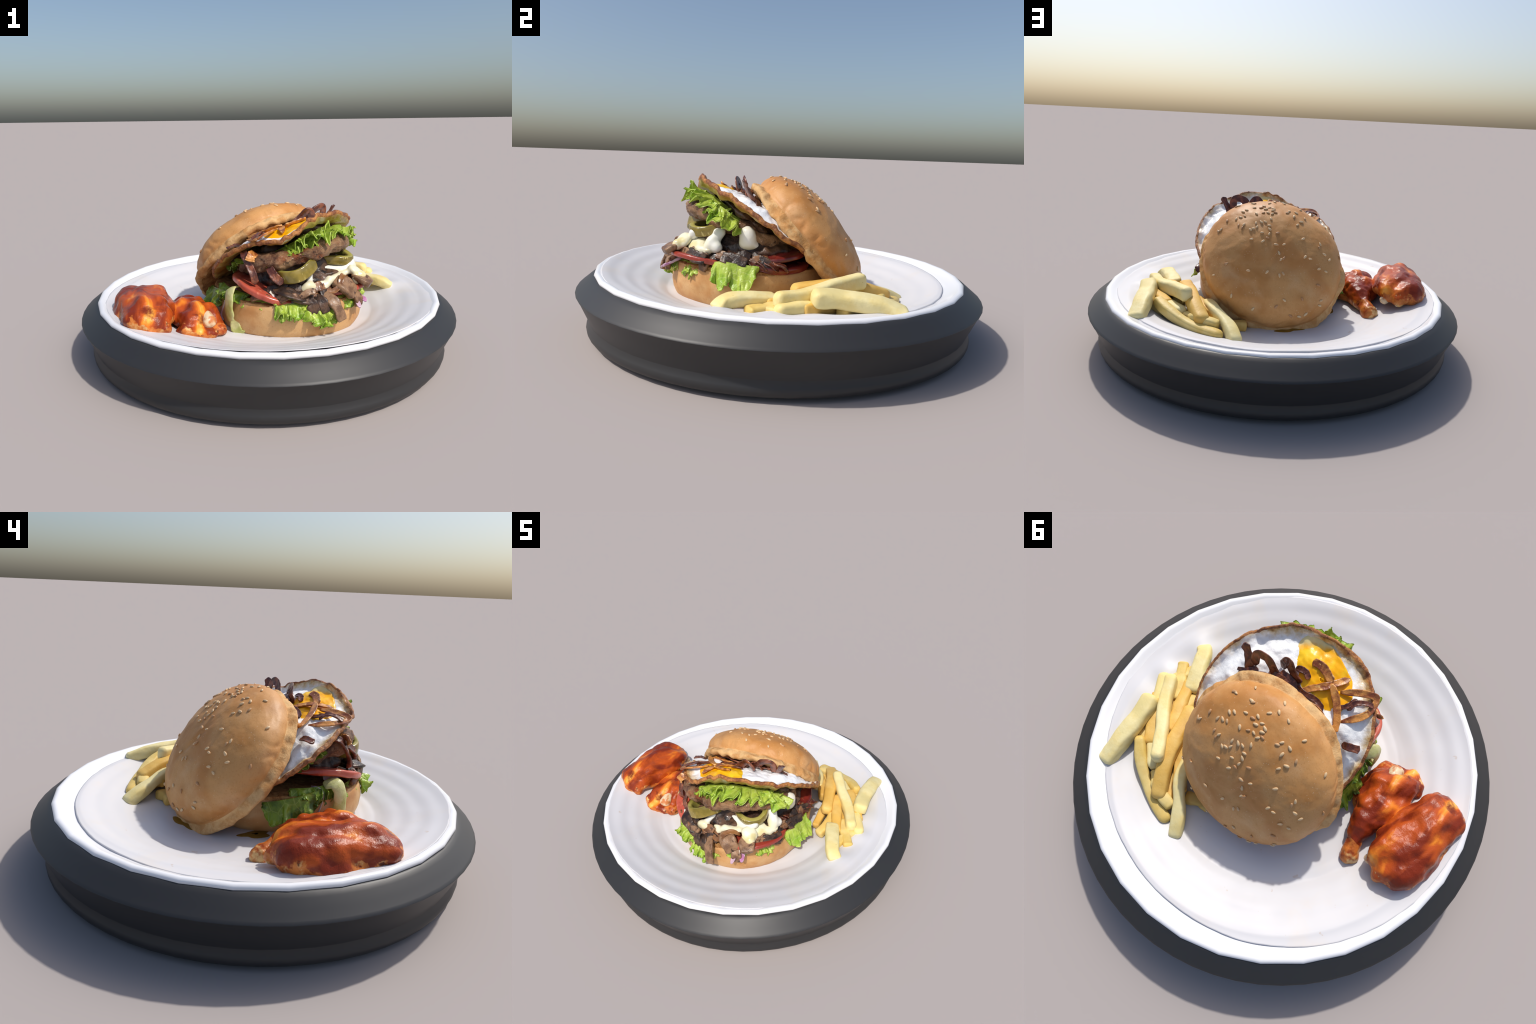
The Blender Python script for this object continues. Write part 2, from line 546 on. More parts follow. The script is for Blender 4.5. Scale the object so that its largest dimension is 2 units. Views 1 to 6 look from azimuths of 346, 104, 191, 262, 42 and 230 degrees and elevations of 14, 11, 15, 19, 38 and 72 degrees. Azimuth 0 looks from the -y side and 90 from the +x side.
# ------------------------------------------------------------------ the plate
def plate_z(x, y):
    """height of the plate's upper face"""
    r = math.hypot(x, y)
    th = math.atan2(y, x)
    lift = .016 - .007 * math.sin(th) - .003 * math.cos(th)       # the scan-like face tips towards the front
    edge = .2910 - .0180 * math.sin(th) + .010 * max(0, math.cos(th + 1.9)) ** .7
    lift *= min(1, r / .5)
    prof = [(0, .170), (.42, .171), (.52, .173), (.57, .180), (.612, .198), (.65, .212), (.72, .236), (.80, .262), (.90, edge - lift)]
    for (r0, z0), (r1, z1) in zip(prof, prof[1:]):
        if r <= r1:
            u = (r - r0) / (r1 - r0)
            z = z0 + (z1 - z0) * u + lift
            break
    else:
        z = edge
    z += .006 * max(0, 1 - r / .6) - .012 * y * max(0, 1 - r / .75)
    if r > .45:                       # turned grooves on the flange
        k = min(1, (r - .45) / .12)
        z += .0011 * k * (1 + .8 * noise.noise(V((x * 3, y * 3, 1)))) * math.sin((r - .02 * math.sin(th * 2)) * 2 * pi / .085 + .9 * math.sin(th + 1))
    z += .006 * fbm((x, y, 0), 2.6, 3, 5) * min(1, (.95 - r) * 4)
    # low swellings where the food presses on the glaze
    for cx, cy, s, h in ((.715, -.07, .06, .020), (.68, .05, .12, .014), (.715, .15, .05, .020), (.60, .45, .12, .010), (.50, -.02, .08, .010), (.67, .30, .08, .016), (-.62, -.20, .16, .010)):
        z += h * math.exp(-((x - cx) ** 2 + (y - cy) ** 2) / (2 * s * s) * 1.6) if r < .86 else 0
    return z


def build_plate():
    root = thing('dinner_plate', (0, 0, .12), 'round white ceramic dinner plate with concentric grooves', 'plate')
    prof = [(.78, .240), (.86, .258), (.902, .270), (.911, .278), (.915, .286), (.912, .295), (.904, .300), (.896, .301),
            (.886, .298), (.874, .290), (.845, .277), (.80, .262)]
    v, f = lathe(prof + [prof[0]], 32)
    v = [V((p.x, p.y, p.z + .001 - .0075 * p.y / .9)) for p in v]
    part('plate_rim', v, f, MT['rim'], root, angle=math.radians(60))
    nr, na = 120, 220
    V1, ids = [], []
    for i in range(1, nr + 1):
        s = i / nr
        for j in range(na):
            a = 2 * pi * j / na
            re = .862 - .033 * math.sin(a) + .012 * math.cos(2 * a) + .006 * noise.noise(V((math.cos(a) * 3, math.sin(a) * 3, 2))) \
                + .0025 * noise.noise(V((math.cos(a) * 16, math.sin(a) * 16, 7)))
            r = re * s ** .85
            x, y = r * math.cos(a), r * math.sin(a)
            V1.append(V((x, y, plate_z(x, y))))
    n1 = len(V1)
    V2 = [V((p.x, p.y, p.z - .004 - .022 * min(1, max(0, .35 - math.cos(math.atan2(p.y, p.x) + 1.9)) * 2))) for p in V1[-na:]] + [V((p.x * .86, p.y * .86, plate_z(p.x * .86, p.y * .86) - .012)) for p in V1[-na:]]
    allv = V1 + V2
    F = [tuple(reversed(q)) for q in grid_faces(nr + 2, na)]
    F = [q[::-1] for q in F]
    c = len(allv)
    allv.append(V((0, 0, plate_z(0, 0))))
    F += [(c, j, (j + 1) % na) for j in range(na)]
    part('plate_face', allv, F, MT['plate'], root)
    # brown drips of juice by the bun and a few crumbs
    for cx, cy, rx, ry, rot in ((-.145, .335, .085, .04, .5), (-.30, .03, .045, .075, .1)):
        vs = []
        for i in range(1, 7):
            for j in range(30):
                a = 2 * pi * j / 30
                k = i / 6 * (1 + .2 * math.sin(3 * a + cx * 9) + .1 * math.sin(5 * a))
                x, y = rx * k * math.cos(a), ry * k * math.sin(a)
                X, Y = cx + x * math.cos(rot) - y * math.sin(rot), cy + x * math.sin(rot) + y * math.cos(rot)
                vs.append(V((X, Y, plate_z(X, Y) + .0035 * (1 - (i / 6) ** 3) - .001)))
        fs = grid_faces(6, 30) + [tuple(range(30))]
        part('oil_puddle', vs, fs, MT['oil'], root)


# ------------------------------------------------------------------ the burger
BC = V((.072, -.125, .172))                       # middle of the bun heel's base
EGG_C, EGG_N = V((.066, -.047, .528)), V((-.221, .525, .822))
EGG = frame(EGG_C, EGG_N)
PAT_N = V((-.14, .30, 1)).normalized()
PAT_C = V((.085, -.160, .512))
BUN_C = V((-.0163, .1478, .4745))
BUN = frame(BUN_C, (-.2406, .7111, .6606), (.8759, -.1341, .4635))


def build_bottom_bun(root):
    prof = smooth_profile([(0, .006), (.20, .004), (.340, .002), (.372, .012), (.393, .045), (.401, .095), (.399, .145), (.391, .176), (.366, .189), (.20, .182), (0, .180)], 64)

    def wob(p, a, r):
        q = p + BC
        d = 1 + .022 * fbm(q, 3.2, 3, 1) + .010 * fbm(q, 11, 3, 2)
        da = (math.degrees(a) - 8 + 180) % 360 - 180
        d -= .034 * math.exp(-(da / 30) ** 2) * min(1, r / .3)
        da = math.degrees(a) % 360 - 180
        d -= .040 * math.exp(-(da / 28) ** 2) * min(1, r / .3)
        # soft vertical creases in the crust
        d += -.010 * max(0, noise.noise(V((math.cos(a) * 7, math.sin(a) * 7, p.z * 3)))) * min(1, r / .3)
        return V((p.x * d, p.y * d, p.z + .008 * fbm(q, 5, 3, 4) * min(1, p.z / .1)))
    v, f = lathe(prof, 160, wob)
    cnt = len(f)
    fm = []
    for q in f:
        c = sum((v[i] for i in q), V()) / len(q)
        fm.append(1 if (c.z > .168 + .012 * noise.noise(c * 14) and math.hypot(c.x, c.y) < .388) else 0)
    part('bottom_bun', v, [q[::-1] for q in f], [MT['bun_bottom'], MT['crumb']], root, M=Matrix.Translation(BC), fmat=fm)


SEEDS = [(.50, -.74), (.38, -.80), (.56, -.53), (.54, -.65), (.57, -.47), (.65, -.41), (.50, -.48), (.48, -.55), (.42, -.56), (.40, -.52),
         (.48, -.38), (.43, -.43), (.37, -.45), (.35, -.50), (.54, -.30), (.70, -.29), (.72, -.23), (.65, -.17), (.69, -.12), (.72, -.06),
         (.62, .03), (.55, .04), (.56, -.02), (.45, -.15), (.40, -.21), (.36, -.25), (.33, -.35), (.44, 0), (.42, -.04), (.40, -.10),
         (.28, -.23), (.24, -.18), (.34, .12), (.29, -.06), (.20, -.11), (.18, -.04), (.20, .05), (.12, -.20), (.22, -.62), (.22, -.67),
         (.13, -.72), (.11, -.62), (.13, -.87), (-.02, -.72), (-.02, -.61), (-.01, -.52), (.79, .20), (.41, .62), (.10, .53), (-.11, .39),
         (-.27, .32), (-.29, .26), (.03, -.03), (-.05, -.11), (-.07, .04), (-.15, .11), (-.17, .07), (-.20, -.37), (-.42, -.49), (-.44, -.43),
         (-.55, -.40), (-.65, -.40), (-.38, -.15), (-.45, -.18), (-.62, -.15), (-.71, -.20), (-.74, .05), (-.88, .17), (-.68, .36), (-.51, .54),
         (.70, -.70), (.82, -.54), (.71, -.51), (.86, -.34), (.64, -.75), (.81, .03), (.81, .237), (.40, .61), (.46, .80), (.73, -.50),
         (.88, -.32), (-.68, .62), (-.77, .54), (-.82, .46), (-.90, .23), (-.47, .67), (-.24, .87), (.09, .90), (-.30, -.88), (-.72, -.62), (.55, -.80)]


def bun_surface(px, py):
    """point and normal of the bun dome over unit-disc coordinates"""
    ax = (.3764, .3512, .1714)
    r = math.hypot(px, py)
    z = math.sqrt(max(0, 1 - r * r))
    p = V((px * ax[0], py * ax[1], z * ax[2]))
    n = V((px / ax[0], py / ax[1], z / ax[2])).normalized()
    p += n * bun_relief(p)
    return p, n


def bun_relief(p):
    d = .007 * fbm(p, 4.5, 3, 9) + .0022 * fbm(p, 16, 3, 3)
    # slightly flattened crown
    if p.z > 0:
        d -= .014 * math.exp(-((p.x + .06) / .16) ** 2 - ((p.y - .06) / .13) ** 2)
    # a shallow crease across the dome's low side and dimples near the lip
    d -= .008 * math.exp(-((p.x + .02 + .25 * p.y) / .018) ** 2) * math.exp(-((p.y - .05) / .10) ** 2)
    d -= .009 * math.exp(-((p.z - .02) / .035) ** 2) * max(0, noise.noise(V((p.x * 10, p.y * 10, 4)))) ** 1.5 * 2
    d -= .006 * math.exp(-((p.z - .005) / .03) ** 2) * max(0, 1 - abs(noise.noise(V((p.x * 13, p.y * 13, p.z * 9)))) * 5)
    return d


def build_top_bun(root):
    ax = (.3764, .3512, .1714)
    na = 220
    verts, tags = [], []
    rings = 0
    # dome from the pole down to just under the widest line
    nd = 60
    for i in range(1, nd + 1):
        ph = (pi / 2 + .10) * i / nd
        for j in range(na):
            a = 2 * pi * j / na
            p = V((ax[0] * math.cos(a) * math.sin(ph), ax[1] * math.sin(a) * math.sin(ph), ax[2] * math.cos(ph)))
            n = V((p.x / ax[0] ** 2, p.y / ax[1] ** 2, p.z / ax[2] ** 2)).normalized()
            verts.append(p + n * bun_relief(p))
        tags.append(0)
    # crumpled lip: crease, flare, underside turned in to a flat face
    lip = [(.992, -.026, 0), (1.002, -.034, 1), (1.04, -.043, 1), (1.065, -.053, 1), (1.066, -.063, 1), (1.045, -.074, 1), (1.0, -.080, 1),
           (.92, -.074, 2), (.8, -.068, 2), (.6, -.062, 2), (.3, -.058, 2)]
    for f, z, tag in lip:
        for j in range(na):
            a = 2 * pi * j / na
            w = noise.noise(V((math.cos(a) * 2.6, math.sin(a) * 2.6, 1.5)))
            w2 = noise.noise(V((math.cos(a) * 9, math.sin(a) * 9, z * 30)))
            k = min(1, max(0, (f - .9) / .1)) if z < -.03 else 0
            fl = 1 + (f - 1) * (.9 + .9 * w) if f > 1 else f
            w3 = noise.noise(V((math.cos(a) * 22, math.sin(a) * 22, z * 40)))
            rx, ry = .380 * (fl + (.020 * w2 + .010 * w3) * k), .350 * (fl + (.020 * w2 + .010 * w3) * k)
            verts.append(V((rx * math.cos(a) + .002, ry * math.sin(a) + .006, z + .014 * w2 * k + .010 * w * k)))
        tags.append(tag)
    n = len(tags)
    F, fm = [], []
    for q in range(n - 1):
        for j in range(na):
            k = (j + 1) % na
            F.append((q * na + j, (q + 1) * na + j, (q + 1) * na + k, q * na + k))
            fm.append(tags[q + 1] if tags[q + 1] else 0)
    c = len(verts)
    verts.append(V((0, 0, ax[2] + bun_relief(V((0, 0, ax[2]))))))
    verts.append(V((0, .006, -.058)))
    for j in range(na):
        k = (j + 1) % na
        F.append((c, j, k)); fm.append(0)
        F.append((c + 1, (n - 1) * na + k, (n - 1) * na + j)); fm.append(2)
    bun = part('top_bun', verts, F, [MT['bun_top'], MT['bread_edge'], MT['crumb']], root, M=BUN, fmat=fm)
    # sesame seeds: one teardrop mesh, shared
    sv = []
    for p in ICO[0]:
        t = (p.x + 1) / 2
        sv.append(V((p.x * .0125, p.y * .0078 * (1 - .38 * t), p.z * .0048)))
    sm = mesh('sesame_seed', sv, ICO[1], MT['seed'])
    rnd = random.Random(11)
    for (x, y) in SEEDS:
        r = math.hypot(x, y)
        if r > .985:
            continue
        p, nn = bun_surface(x, y)
        ang = rnd.uniform(0, 2 * pi)
        L = frame(p + nn * .0022, nn, (math.cos(ang), math.sin(ang), .3))
        s = rnd.uniform(.78, 1.02)
        link(bpy.data.objects.new('sesame_seed', sm), bun, BUN @ L @ Matrix.Scale(s, 4))


def build_patty(root, name, M, R, T, mat, seed, amp, square=0.0):
    prof = smooth_profile([(0, -T / 2), (R * .5, -T / 2), (R * .86, -T * .47), (R * .98, -T * .25), (R, 0), (R * .97, T * .28), (R * .85, T * .48), (R * .5, T / 2), (0, T / 2)], 56)

    def wob(p, a, r):
        c, s = math.cos(a), math.sin(a)
        d = 1 + amp * fbm((c, s, 0), 1.9, 4, seed) * 1.5 - square * math.cos(4 * a)
        q = V((p.x * d, p.y * d, p.z))
        g = fbm(q, 10, 4, seed) * .018 + fbm(q, 24, 4, seed + 2) * .010 + fbm(q, 60, 3, seed + 4) * .003
        o = V((c, s, p.z / T * 2)).normalized()
        return q + o * g + V((0, 0, fbm((q.x, q.y, 0), 3.5, 2, seed) * .016))
    v, f = lathe(prof, 190, wob)
    return part(name, v, [q[::-1] for q in f], mat, root, M=M)


def build_egg(root):
    Rx, Ry = .392, .415                       # local x, y radii of the white
    nr, na = 90, 260

    def top(x, y):
        rr = math.hypot(x / Rx, y / Ry)
        h = .046 * (1 - rr * rr)
        h += .036 * math.exp(-((x - .24) / .15) ** 2 - ((y + .02) / .15) ** 2) + .028 * math.exp(-((x + .19) / .11) ** 2 - ((y + .13) / .09) ** 2)
        k = max(0, 1 - abs(rr - .78) / .30)
        h += .012 * fbm((x, y, 0), 6, 4, 3) + .008 * fbm((x, y, 0), 17, 3, 8)
        d = noise.voronoi(V((x * 15, y * 15, 0)))[0][0]
        h -= .014 * k * max(0, 1 - d / .32) * (.4 + noise.noise(V((x * 5, y * 5, 2))) + .4)
        az = math.degrees(math.atan2(y, x))
        out = min(1, max(0, (rr - .55) / .45))
        out = out * out * (3 - 2 * out)
        # slumps over the patty at the front left, dips and curls up on the front right
        h -= .074 * math.exp(-((az + 106) / 19) ** 2) * out
        fr = min(1, max(0, (az + 92) / 12)) * min(1, max(0, (25 - az) / 40))
        h += fr * (-.024 * math.exp(-((rr - .86) / .09) ** 2) + .002 * max(0, (rr - .88) / .12))
        return h
    verts = []
    def edge(a):
        c, s = math.cos(a), math.sin(a)
        e = 1 + .020 * noise.noise(V((c * 2.2, s * 2.2, 0))) + .012 * noise.noise(V((c * 8, s * 8, 3))) + .008 * noise.noise(V((c * 24, s * 24, 5)))
        lift = .020 * noise.noise(V((c * 1.7, s * 1.7, 8))) + .010 * noise.noise(V((c * 7, s * 7, 2)))
        return e, lift
    E = [edge(2 * pi * j / na) for j in range(na)]
    fm = []
    for i in range(1, nr + 1):
        s = (i / nr)
        for j in range(na):
            a = 2 * pi * j / na
            e, lift = E[j]
            x, y = Rx * e * s * math.cos(a), Ry * e * s * math.sin(a)
            z = top(x, y) + lift * s ** 3
            if s > .93:
                z += .010 * math.sin((s - .93) / .07 * pi / 2) * (1 + noise.noise(V((x * 30, y * 30, 0))))
            verts.append(V((x, y, z)))
    # rolled brown edge, then the underside
    for k, (fs, dz) in enumerate(((1.012, -.006), (1.008, -.016), (.99, -.022), (.93, -.020), (.75, -.022), (.45, -.024), (.1, -.024))):
        for j in range(na):
            p = verts[(nr - 1) * na + j]
            base = verts[max(0, min(nr - 1, int(nr * min(fs, 1)) - 1)) * na + j]
            verts.append(V((p.x * fs, p.y * fs, (p.z if fs > .95 else base.z) + dz)))
    n = nr + 7
    F = []
    for i in range(n - 1):
        for j in range(na):
            k = (j + 1) % na
            F.append((i * na + j, (i + 1) * na + j, (i + 1) * na + k, i * na + k))
            fm.append(0 if i < nr - 3 else (2 if i < nr + 2 else 1))
    c = len(verts)
    verts.append(V((0, 0, top(0, 0))))
    verts.append(V((0, 0, top(0, 0) - .024)))
    for j in range(na):
        k = (j + 1) % na
        F.append((c, j, k)); fm.append(0)
        F.append((c + 1, (n - 1) * na + k, (n - 1) * na + j)); fm.append(1)
    egg = part('fried_egg', verts, F, [MT['egg_white'], MT['egg_under'], MT['egg_rim']], root, M=EGG, fmat=fm)
    # broken, spread yolk
    yv = []
    cx, cy = -.008, -.258
    ny, nb = 26, 90
    for i in range(1, ny + 1):
        s = i / ny
        for j in range(nb):
            a = 2 * pi * j / nb
            e = 1 + .10 * noise.noise(V((math.cos(a) * 1.5, math.sin(a) * 1.5, 4))) + .05 * noise.noise(V((math.cos(a) * 5, math.sin(a) * 5, 1)))
            x0, y0 = .184 * e * s * math.cos(a), .112 * e * s * math.sin(a)
            ro = -.38
            x, y = cx + x0 * math.cos(ro) - y0 * math.sin(ro), cy + x0 * math.sin(ro) + y0 * math.cos(ro)
            z = top(x, y) * .8 + .011 * (1 - s ** 4) + .006 * fbm((x, y, 1), 9, 3, 2) * (1 - s) - (.012 if i == ny else 0)
            yv.append(V((x - cx, y - cy, z)))
    F = grid_faces(ny, nb)
    c = len(yv)
    yv.append(V((0, 0, top(cx, cy) * .8 + .011)))
    F += [(c, j, (j + 1) % nb) for j in range(nb)]
    part('egg_yolk', yv, F, MT['yolk'], egg, M=EGG @ Matrix.Translation((cx, cy, 0)))


def ribbon(root, name, pts, w, th, mat, up=(0, 0, 1), n=40, twist=0.0, seed=0.0):
    """thin curled strip of onion"""
    def sec(t, a):
        k = (.35 + .65 * min(1, t / .08, (1 - t) / .08 + .001)) * (1 + .22 * noise.noise(V((t * 6, seed, 0))))
        x, y = superell(w / 2 * k, th / 2, a, .55)
        y += .30 * th * (abs(x) / (w / 2)) ** 2 * 2 + .15 * th * noise.noise(V((t * 14, a, seed)))
        c, s = math.cos(twist * t), math.sin(twist * t)
        return x * c - y * s, x * s + y * c
    v, f = sweep(pts, n, sec, up, 12)
    return part(name, v, f, mat, root)


def on_egg(u, v, h):
    return EGG @ V((u, v, h))


def build_onions(root):
    A, D = MT['fried_onion'], MT['dark_onion']
    up = EGG_N
    # strips lying across the egg, given in the egg's own plane (u, v, height)
    strips = [
        ([(.316, -.162, .10), (.283, -.135, .075), (.245, -.085, .05), (.225, -.05, .04)], .040, D, .3),
        ([(.235, -.115, .055), (.246, -.168, .10), (.199, -.183, .100), (.15, -.160, .075), (.10, -.136, .05)], .046, D, 0),
        ([(.213, -.060, .045), (.182, -.100, .06), (.126, -.123, .06), (.084, -.126, .04)], .044, D, .5),
        ([(.150, -.189, .045), (.130, -.228, .082), (.085, -.207, .072), (.045, -.192, .045)], .050, D, 0),
        ([(.133, -.166, .06), (.082, -.173, .07), (.026, -.148, .05)], .045, D, .8),
        ([(.17, -.135, .05), (.12, -.150, .085), (.07, -.16, .05), (.03, -.17, .045)], .045, D, .4),
        ([(.19, -.09, .06), (.15, -.06, .08), (.09, -.08, .08), (.03, -.10, .06)], .045, D, 0),
        ([(.02, -.110, .06), (-.04, -.13, .07), (-.10, -.12, .08), (-.16, -.13, .07)], .040, D, .6),
        ([(.023, -.151, .045), (.000, -.200, .043), (-.049, -.263, .034), (-.092, -.335, -.016)], .032, A, .35),
        ([(.068, -.290, .030), (.020, -.300, .026), (-.050, -.283, .028)], .040, A, 0),
        ([(-.055, -.278, .038), (-.119, -.239, .043), (-.177, -.183, .055), (-.195, -.145, .060)], .036, A, 0),
        ([(-.10, -.275, .024), (-.155, -.322, .004), (-.203, -.350, -.010), (-.226, -.350, -.018), (-.240, -.318, -.006), (-.236, -.268, .016), (-.185, -.188, .036)], .034, A, 0),
        ([(-.172, -.243, .026), (-.177, -.284, .028), (-.209, -.312, .012), (-.240, -.320, -.004)], .026, D, .4),
        ([(-.255, -.128, .04), (-.29, -.145, .045), (-.325, -.162, .035)], .036, D, .3),
        ([(.05, -.170, .045), (.00, -.175, .055), (-.05, -.185, .045), (-.10, -.175, .045)], .026, D, .3),
        ([(-.02, -.150, .055), (-.08, -.165, .060), (-.14, -.150, .060), (-.20, -.135, .060)], .028, A, .4),
        ([(-.13, -.215, .035), (-.16, -.255, .030), (-.17, -.300, .012)], .024, D, .2),
        ([(.10, -.225, .045), (.06, -.240, .045), (.03, -.225, .042)], .030, D, .4),
        ([(.28, -.04, .04), (.24, -.075, .06), (.21, -.11, .055)], .034, D, .3)]
    for i, (p, w, m, tw) in enumerate(strips):
        ribbon(root, 'fried_onion', [on_egg(*q) for q in p], w * .9, .009, m, up, twist=tw, seed=i * 3.1)
    # strips hanging down the left front of the stack
    W = [([(-.195, -.29, .59), (-.203, -.335, .575), (-.192, -.362, .540), (-.176, -.388, .49), (-.168, -.392, .445)], .036, D, .7),
         ([(-.155, -.345, .585), (-.182, -.372, .578), (-.192, -.378, .555)], .045, A, .2),
         ([(-.10, -.40, .53), (-.085, -.44, .49), (-.05, -.45, .455)], .040, D, .5)]
    for i, (p, w, m, tw) in enumerate(W):
        ribbon(root, 'fried_onion', p, w, .014, m, (-.5, -.8, .2), twist=tw, seed=40 + i)


def leaf(root, name, path, outs, width, mat, ruffle=.03, freq=6, droop=.0, seed=0.0, nu=90, nv=22, jag=.2, th=.006, cup=0.0):
    """ruffled leaf: an inner rib path, outward directions, frilled free edge"""
    P = catmull(path, nu)
    O = catmull(outs, nu)
    top = []
    for i in range(nu + 1):
        t = i / nu
        tan = (P[min(i + 1, nu)] - P[max(i - 1, 0)]).normalized()
        o = O[i].normalized()
        up = tan.cross(o)
        if up.z < 0:
            up = -up
        up.normalize()
        env = min(1, 4 * t + .15, 4 * (1 - t) + .15)
        w = width * env * (1 + .35 * noise.noise(V((t * 3.1, seed, 0))) + jag * noise.noise(V((t * freq * 2.6, seed, 5))) + jag * .6 * noise.noise(V((t * freq * 7, seed, 9))))
        for j in range(nv + 1):
            s = j / nv
            ph = 2 * pi * freq * t + 3.6 * noise.noise(V((t * 5, seed, 2))) + 1.4 * noise.noise(V((t * 13, seed, 6)))
            am = ruffle * s ** 1.5 * (.8 + .9 * noise.noise(V((t * 7, seed, 11))))
            p = P[i] + o * (w * s) + up * (am * math.sin(ph + 1.2 * s) + am * .5 * s * math.sin(2.3 * ph + seed) + ruffle * .35 * s ** 4 * noise.noise(V((t * freq * 8, seed, 4))) + .012 * s * noise.noise(V((t * 12, s * 3, seed))) + cup * s * s)
            p += tan * (am * .7 * math.cos(ph)) - V((0, 0, droop * s * s))
            top.append(p)
    # give the blade its thickness
    m = nv + 1
    nrm = []
    for i in range(nu + 1):
        for j in range(m):
            a = top[min(i + 1, nu) * m + j] - top[max(i - 1, 0) * m + j]
            b = top[i * m + min(j + 1, nv)] - top[i * m + max(j - 1, 0)]
            n = a.cross(b)
            nrm.append(n.normalized() if n.length > 1e-9 else V((0, 0, 1)))
    off = len(top)
    vs = top + [p - n * th for p, n in zip(top, nrm)]
    F = []
    for i in range(nu):
        for j in range(nv):
            a, b, c, d = i * m + j, i * m + j + 1, (i + 1) * m + j + 1, (i + 1) * m + j
            F.append((a, b, c, d))
            F.append((a + off, d + off, c + off, b + off))
    border = [i * m for i in range(nu + 1)] + [nu * m + j for j in range(1, m)] + [i * m + nv for i in range(nu - 1, -1, -1)] + [j for j in range(nv - 1, 0, -1)]
    for a, b in zip(border, border[1:] + border[:1]):
        F.append((a, a + off, b + off, b))
    return part(name, vs, F, mat, root)


def ringpt(deg, r, z):
    a = math.radians(deg)
    return V((BC.x + r * math.cos(a), BC.y + r * math.sin(a), z))


def radial(deg, dz=0.0):
    a = math.radians(deg)
    return V((math.cos(a), math.sin(a), dz))


